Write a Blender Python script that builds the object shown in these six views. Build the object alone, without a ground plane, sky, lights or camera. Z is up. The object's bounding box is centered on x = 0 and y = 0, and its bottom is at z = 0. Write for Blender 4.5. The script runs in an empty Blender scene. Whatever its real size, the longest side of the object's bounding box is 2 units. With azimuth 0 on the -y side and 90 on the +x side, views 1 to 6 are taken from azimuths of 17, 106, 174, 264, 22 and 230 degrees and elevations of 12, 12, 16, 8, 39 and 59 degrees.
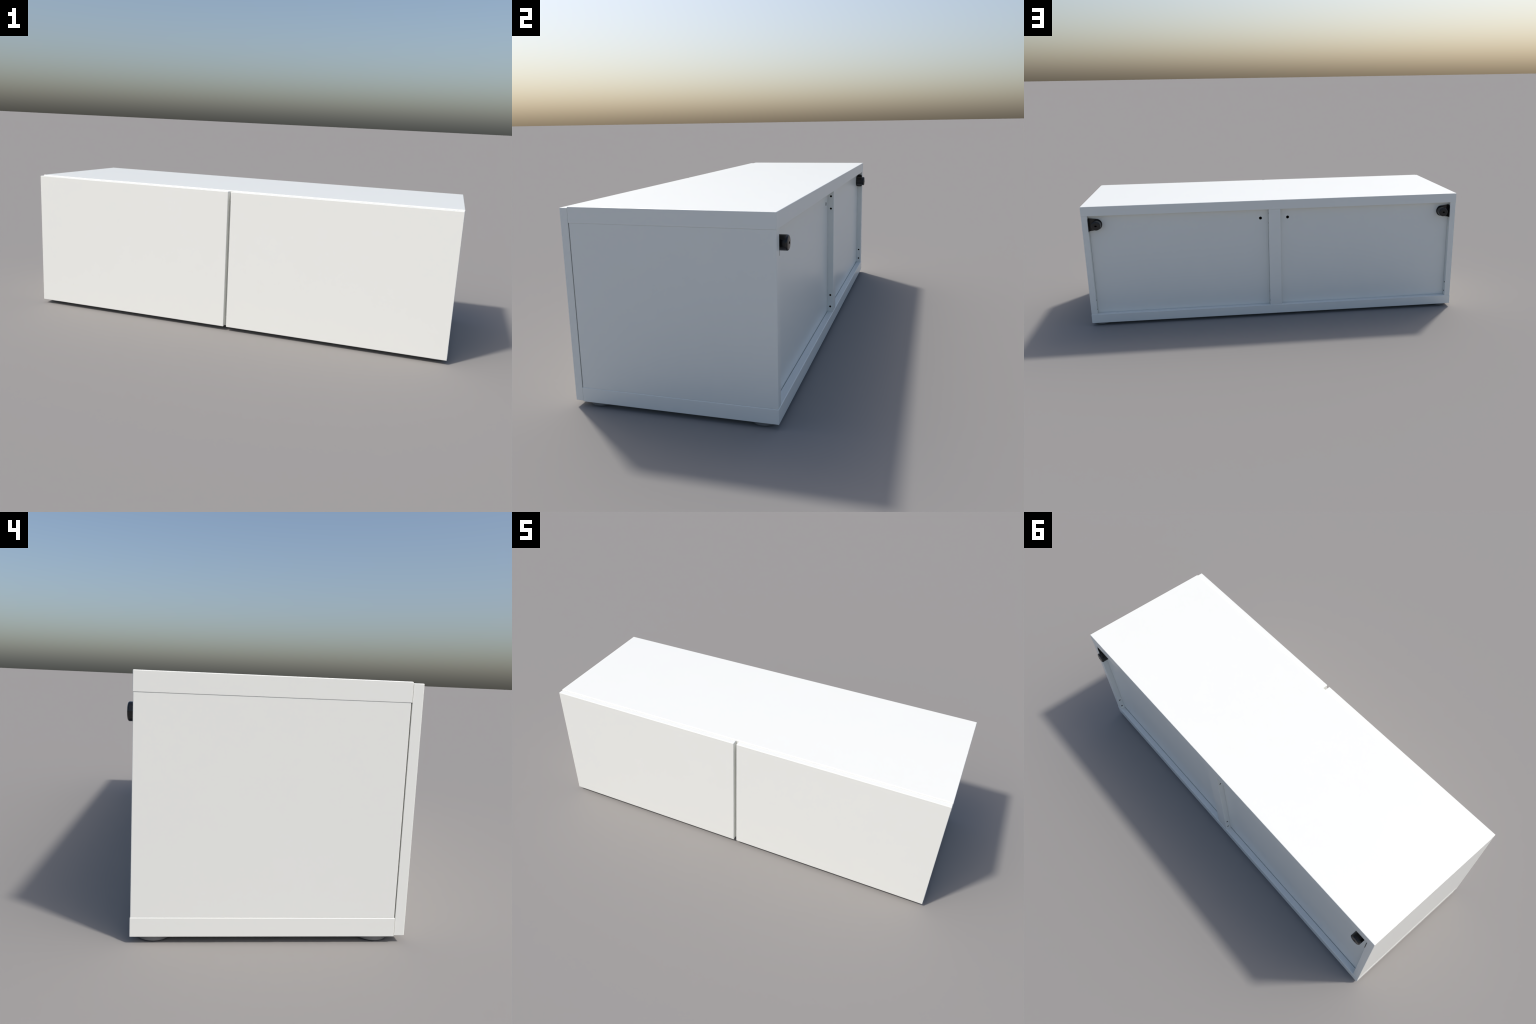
"""White two-door media bench: carcass of thick boards, two plain doors on the
front, recessed back panels with cable holes, wall brackets with round bumpers
in the upper rear corners, flat disc feet below."""
import bpy, bmesh, math
from mathutils import Vector, Matrix

# ------------------------------------------------------------------ sizes (m)
HALF_W = 1.000                      # half width of the top and bottom boards
Y_REAR, Y_FRONT = 0.3338, -0.3248   # boards, rear and front
Z_BOT0, Z_BOT1 = 0.0145, 0.0637     # bottom board
Z_TOP0, Z_TOP1 = 0.6031, 0.6532     # top board
SIDE_OUT, SIDE_IN = 0.9991, 0.9685  # side boards, outer and inner face
SIDE_REAR, SIDE_FRONT = 0.3326, -0.3226
DIV_HALF = 0.0315                   # half thickness of the middle divider
BACK_Y0, BACK_Y1 = 0.3038, 0.3060   # back panels, inner and outer face
BACK_BOTTOM = 0.0600                # the panels stand in a groove of the bottom board
DOOR_Y0, DOOR_Y1 = -0.3520, -0.3257
DOOR_X = 0.9985
DOOR_GAP = (-0.0085, 0.0058)        # gap between the two doors
DOOR_Z0, DOOR_Z1 = 0.0160, 0.6497
FOOT_R, FOOT_X, FOOT_Y = 0.0408, 0.9500, 0.2780
CABLE_R, CABLE_X, CABLE_Z = 0.0081, 0.0732, 0.5520
PIN_R, PIN_Y = 0.0045, 0.3200       # drilled pin holes in divider and sides
PIN_Z = (0.0875, 0.1403, 0.5271, 0.5801)
BUMP_X, BUMP_Z, BUMP_R, BUMP_END = 0.9267, 0.5538, 0.0238, 0.3520


# ------------------------------------------------------------------ materials
def principled(name):
    m = bpy.data.materials.new(name)
    m.use_nodes = True
    nt = m.node_tree
    return m, nt, nt.nodes["Principled BSDF"]


def lacquer_material(name, colour, roughness, specular=0.5, grain=0.0):
    """Foil-faced board: one colour, barely varying, with a very fine grain."""
    m, nt, b = principled(name)
    tc = nt.nodes.new("ShaderNodeTexCoord")
    n1 = nt.nodes.new("ShaderNodeTexNoise")
    n1.inputs["Scale"].default_value = 6.0
    n1.inputs["Detail"].default_value = 3.0
    nt.links.new(tc.outputs["Object"], n1.inputs["Vector"])
    ramp = nt.nodes.new("ShaderNodeValToRGB")
    lo = [c * 0.998 for c in colour] + [1]
    hi = [min(1, c * 1.002) for c in colour] + [1]
    ramp.color_ramp.elements[0].position = 0.35
    ramp.color_ramp.elements[1].position = 0.65
    ramp.color_ramp.elements[0].color = lo
    ramp.color_ramp.elements[1].color = hi
    nt.links.new(n1.outputs["Fac"], ramp.inputs["Fac"])
    nt.links.new(ramp.outputs["Color"], b.inputs["Base Color"])
    b.inputs["Roughness"].default_value = roughness
    b.inputs["Specular IOR Level"].default_value = specular
    if grain:
        n2 = nt.nodes.new("ShaderNodeTexNoise")
        n2.inputs["Scale"].default_value = 900.0
        n2.inputs["Detail"].default_value = 2.0
        nt.links.new(tc.outputs["Object"], n2.inputs["Vector"])
        bump = nt.nodes.new("ShaderNodeBump")
        bump.inputs["Strength"].default_value = grain
        bump.inputs["Distance"].default_value = 0.0002
        nt.links.new(n2.outputs["Fac"], bump.inputs["Height"])
        nt.links.new(bump.outputs["Normal"], b.inputs["Normal"])
    return m


WHITE = lacquer_material("white_foil", (0.845, 0.852, 0.806), 0.29)
FOOT_MAT = lacquer_material("foot_plastic", (0.20, 0.20, 0.20), 0.5)
BLACK = lacquer_material("black_plastic", (0.009, 0.009, 0.0095), 0.24, 0.5, 0.1)
CHIP = lacquer_material("raw_chipboard", (0.045, 0.030, 0.020), 0.9, 0.1)
HOLE_BLACK = lacquer_material("near_black_hole_wall", (0.003, 0.003, 0.003), 0.9, 0.0)  # near-black on the walls of the bumper socket and the cable holes


# -------------------------------------------------------------------- helpers
def link(obj):
    bpy.context.scene.collection.objects.link(obj)
    return obj


def mesh_object(name, bm, mat, parent):
    me = bpy.data.meshes.new(name)
    bmesh.ops.recalc_face_normals(bm, faces=bm.faces[:])
    bm.to_mesh(me)
    bm.free()
    me.materials.append(mat)
    ob = link(bpy.data.objects.new(name, me))
    ob.parent = parent
    return ob


def bake(ob):
    """Apply every modifier of ob."""
    bpy.context.view_layer.update()
    dg = bpy.context.evaluated_depsgraph_get()
    me = bpy.data.meshes.new_from_object(ob.evaluated_get(dg))
    old = ob.data
    ob.modifiers.clear()
    ob.data = me
    me.name = old.name


def finish(ob, angle=35):
    """Smooth shading with flat-looking faces and soft rounded edges."""
    me = ob.data
    me.polygons.foreach_set("use_smooth", [True] * len(me.polygons))
    me.set_sharp_from_angle(angle=math.radians(angle))
    wn = ob.modifiers.new("weighted", "WEIGHTED_NORMAL")
    wn.keep_sharp = True
    wn.weight = 100
    bake(ob)
    return ob


def board(name, lo, hi, bevel, parent, mat=WHITE, cutters=(), core=None):
    """Rectangular board with rounded edges, optionally drilled.  bevel is one
    radius, or a function giving the radius from the direction an edge faces
    (a vector with two entries of +1 or -1 and one 0).  Drilled holes show core."""
    lo, hi = Vector(lo), Vector(hi)
    radius = bevel if callable(bevel) else (lambda d: bevel)
    widest = 0.005
    bm = bmesh.new()
    bmesh.ops.create_cube(bm, size=1)
    weight = bm.edges.layers.float.new("bevel_weight_edge")
    for e in bm.edges:
        d = [round(e.verts[0].co[i] + e.verts[1].co[i]) for i in range(3)]
        e[weight] = radius(d) / widest
    c, s = (lo + hi) / 2, hi - lo
    for v in bm.verts:
        v.co = Vector((v.co[i] * s[i] + c[i] for i in range(3)))
    ob = mesh_object(name, bm, mat, parent)
    bev = ob.modifiers.new("rounding", "BEVEL")
    bev.limit_method, bev.width, bev.segments = "WEIGHT", widest, 4
    bake(ob)
    if cutters:
        bmc = bmesh.new()
        for cutter in cutters:
            if len(cutter) == 2:        # groove: opposite corners of a box
                c0, c1 = cutter
                bmesh.ops.create_cube(bmc, size=1, matrix=Matrix.Translation((c0 + c1) / 2)
                                      @ Matrix.Diagonal((*(c1 - c0), 1)))
            else:                       # drilled hole
                rod(bmc, *cutter)
        cut = mesh_object("drill", bmc, core or mat, None)
        mod = ob.modifiers.new("drill", "BOOLEAN")
        mod.operation, mod.object, mod.solver = "DIFFERENCE", cut, "EXACT"
        mod.material_mode = "TRANSFER"
        bake(ob)
        bpy.data.objects.remove(cut, do_unlink=True)
    return finish(ob)


def top_rounding(d):
    """Softest along the upper front edge, crisp underneath."""
    if d[2] > 0:
        return 0.0032 if d[1] < 0 else 0.0022
    return 0.0013 if d[2] < 0 else 0.0018


def bottom_rounding(d):
    return 0.0029 if d[2] > 0 else (0.0008 if d[2] < 0 else 0.0014)


def door_rounding(d):
    return 0.0004 if d[1] > 0 else 0.0019


def rod(bm, centre, axis, r, length, seg=32):
    """Solid cylinder added to bm, centred at centre along axis 0/1/2."""
    rot = {0: Matrix.Rotation(math.pi / 2, 4, "Y"),
           1: Matrix.Rotation(math.pi / 2, 4, "X"), 2: Matrix.Identity(4)}[axis]
    bmesh.ops.create_cone(bm, cap_ends=True, segments=seg, radius1=r, radius2=r,
                          depth=length, matrix=Matrix.Translation(centre) @ rot)


def lathe(bm, profile, seg=64, matrix=Matrix.Identity(4)):
    """Surface of revolution about local z; profile is (radius, z) pairs."""
    rings = []
    for r, z in profile:
        if r < 1e-6:
            rings.append([bm.verts.new(matrix @ Vector((0, 0, z)))])
        else:
            rings.append([bm.verts.new(matrix @ Vector(
                (r * math.cos(2 * math.pi * k / seg), r * math.sin(2 * math.pi * k / seg), z)))
                for k in range(seg)])
    for a, b in zip(rings, rings[1:]):
        for k in range(seg):
            q = (k + 1) % seg
            if len(a) == 1:
                bm.faces.new((a[0], b[k], b[q]))
            elif len(b) == 1:
                bm.faces.new((a[k], a[q], b[0]))
            else:
                bm.faces.new((a[k], a[q], b[q], b[k]))


def arc(cr, cz, r, a0, a1, n=6):
    return [(cr + r * math.cos(math.radians(a0 + (a1 - a0) * k / n)),
             cz + r * math.sin(math.radians(a0 + (a1 - a0) * k / n))) for k in range(n + 1)]


# ----------------------------------------------------------------- the bench
bench = link(bpy.data.objects.new("media_bench", None))
bench["label"] = "low white media bench with two plain doors and black wall brackets"
bench["category"] = "tv bench"

board("top_panel", (-HALF_W, Y_FRONT, Z_TOP0), (HALF_W, Y_REAR, Z_TOP1), top_rounding, bench)
board("bottom_panel", (-HALF_W, Y_FRONT, Z_BOT0), (HALF_W, Y_REAR, Z_BOT1), bottom_rounding, bench,
      cutters=[(Vector((x0, BACK_Y0 - 0.001, BACK_BOTTOM - 0.003)),
                Vector((x1, BACK_Y1 + 0.0021, Z_BOT1 + 0.01)))
               for x0, x1 in ((-SIDE_IN, -DIV_HALF), (DIV_HALF, SIDE_IN))])

DRILL = 0.016                       # depth of a pin hole


def pin_holes(face_x, into, heights):
    """Cutters for pin holes drilled from x = face_x in direction into (+1/-1)."""
    cuts = []
    for z in heights:
        cuts.append((Vector((face_x + into * (DRILL / 2 - 0.004), PIN_Y, z)), 0,
                     PIN_R, DRILL + 0.008))
    return cuts


for s in (1, -1):
    x0, x1 = sorted((s * SIDE_IN, s * SIDE_OUT))
    board("side_panel", (x0, SIDE_FRONT, Z_BOT1 - 0.0005), (x1, SIDE_REAR, Z_TOP0 + 0.0002), 0.0015, bench,
          cutters=pin_holes(s * SIDE_IN, s, PIN_Z[:2]), core=CHIP)
    # doors
    x0, x1 = (DOOR_GAP[1], DOOR_X) if s > 0 else (-DOOR_X, DOOR_GAP[0])
    board("door", (x0, DOOR_Y0, DOOR_Z0), (x1, DOOR_Y1, DOOR_Z1), door_rounding, bench)
    # recessed back panel with a cable hole near the divider
    x0, x1 = sorted((s * (DIV_HALF + 0.0006), s * (SIDE_IN - 0.0006)))
    board("back_panel", (x0, BACK_Y0, BACK_BOTTOM), (x1, BACK_Y1, Z_TOP0 + 0.002), 0.0004, bench,
          cutters=[(Vector((s * CABLE_X, (BACK_Y0 + BACK_Y1) / 2, CABLE_Z)), 1, CABLE_R, 0.03)], core=HOLE_BLACK)

board("divider", (-DIV_HALF, SIDE_FRONT, Z_BOT1 - 0.0005), (DIV_HALF, SIDE_REAR, Z_TOP0 + 0.0002), 0.0015, bench,
      cutters=pin_holes(DIV_HALF, -1, PIN_Z) + pin_holes(-DIV_HALF, 1, PIN_Z), core=CHIP)

# ---------------------------------------------------------------------- feet
bm = bmesh.new()
lathe(bm, [(0, 0), (FOOT_R - 0.0016, 0)] + arc(FOOT_R - 0.0014, 0.0014, 0.0014, -90, 0, 5)
      + [(FOOT_R, Z_BOT0 - 0.0002), (0, Z_BOT0 - 0.0002)])
foot = finish(mesh_object("foot", bm, FOOT_MAT, bench))
foot.location = (FOOT_X, -FOOT_Y, 0)
for x, y in ((FOOT_X, FOOT_Y), (-FOOT_X, -FOOT_Y), (-FOOT_X, FOOT_Y)):
    f = link(foot.copy())
    f.location = (x, y, 0)

# ------------------------------------------------------------- wall brackets
PLATE_Y1 = BACK_Y1 + 0.0040
WALL_Z0, WALL_Z1 = 0.5190, 0.5885
TAB_R = 0.0262


def wall_bracket(s):
    """L-shaped plastic bracket: a rounded tab on the back panel, a flange on
    the side board and a round bumper standing off towards the wall."""
    bm = bmesh.new()
    wall = SIDE_IN - 0.0004
    a0 = math.radians(98)
    outline = [(wall, WALL_Z1)]
    n = 28
    for k in range(n + 1):
        a = a0 + (2 * math.pi - 2 * a0) * k / n
        outline.append((BUMP_X + TAB_R * math.cos(a), BUMP_Z + (TAB_R + 0.0025) * math.sin(a)))
    outline.append((wall, WALL_Z0))
    verts = [bm.verts.new((s * x, BACK_Y1 + 0.0003, z)) for x, z in outline]
    face = bm.faces.new(verts)
    ext = bmesh.ops.extrude_face_region(bm, geom=[face])
    new = [g for g in ext["geom"] if isinstance(g, bmesh.types.BMVert)]
    bmesh.ops.translate(bm, verts=new, vec=(0, PLATE_Y1 - BACK_Y1, 0))
    # flange: rectangle with rounded rear corners, lying on the side board
    fr, fy = 0.006, 0.3326
    prof = [(BACK_Y1 + 0.0003, WALL_Z0)]
    prof += arc(fy - fr, WALL_Z0 + fr, fr, -90, 0, 6)
    prof += arc(fy - 2 * fr, WALL_Z1 - 2 * fr, 2 * fr, 0, 90, 8)
    prof += [(BACK_Y1 + 0.0003, WALL_Z1)]
    verts = [bm.verts.new((s * wall, y, z)) for y, z in prof]
    face = bm.faces.new(verts)
    ext = bmesh.ops.extrude_face_region(bm, geom=[face])
    new = [g for g in ext["geom"] if isinstance(g, bmesh.types.BMVert)]
    bmesh.ops.translate(bm, verts=new, vec=(-s * 0.0024, 0, 0))
    bracket = finish(mesh_object("wall_bracket", bm, BLACK, bench))

    # bumper: short round peg with a rounded rim and a small oval socket
    bm = bmesh.new()
    to_y = Matrix.Translation((s * BUMP_X, 0, BUMP_Z)) @ Matrix.Rotation(-math.pi / 2, 4, "X")
    rim = 0.0052
    lathe(bm, [(0, PLATE_Y1 - 0.002), (BUMP_R, PLATE_Y1 - 0.002), (BUMP_R, BUMP_END - 0.0075)]
          + arc(BUMP_R - rim, BUMP_END - 0.0009 - rim, rim, 0, 75, 8)
          + [(0.0155, BUMP_END - 0.0003), (0.010, BUMP_END), (0, BUMP_END)], 72, to_y)
    bumper = mesh_object("bumper", bm, BLACK, bracket)
    bmc = bmesh.new()
    rod(bmc, Vector((0, 0, 0)), 1, 0.0064, 0.012, 32)
    for v in bmc.verts:
        v.co = Vector((v.co.x + s * BUMP_X, v.co.y + BUMP_END, v.co.z * 0.62 + BUMP_Z))
    cut = mesh_object("drill", bmc, HOLE_BLACK, None)
    mod = bumper.modifiers.new("socket", "BOOLEAN")
    mod.operation, mod.object, mod.solver = "DIFFERENCE", cut, "EXACT"
    mod.material_mode = "TRANSFER"
    bake(bumper)
    bpy.data.objects.remove(cut, do_unlink=True)
    finish(bumper)


for s in (1, -1):
    wall_bracket(s)
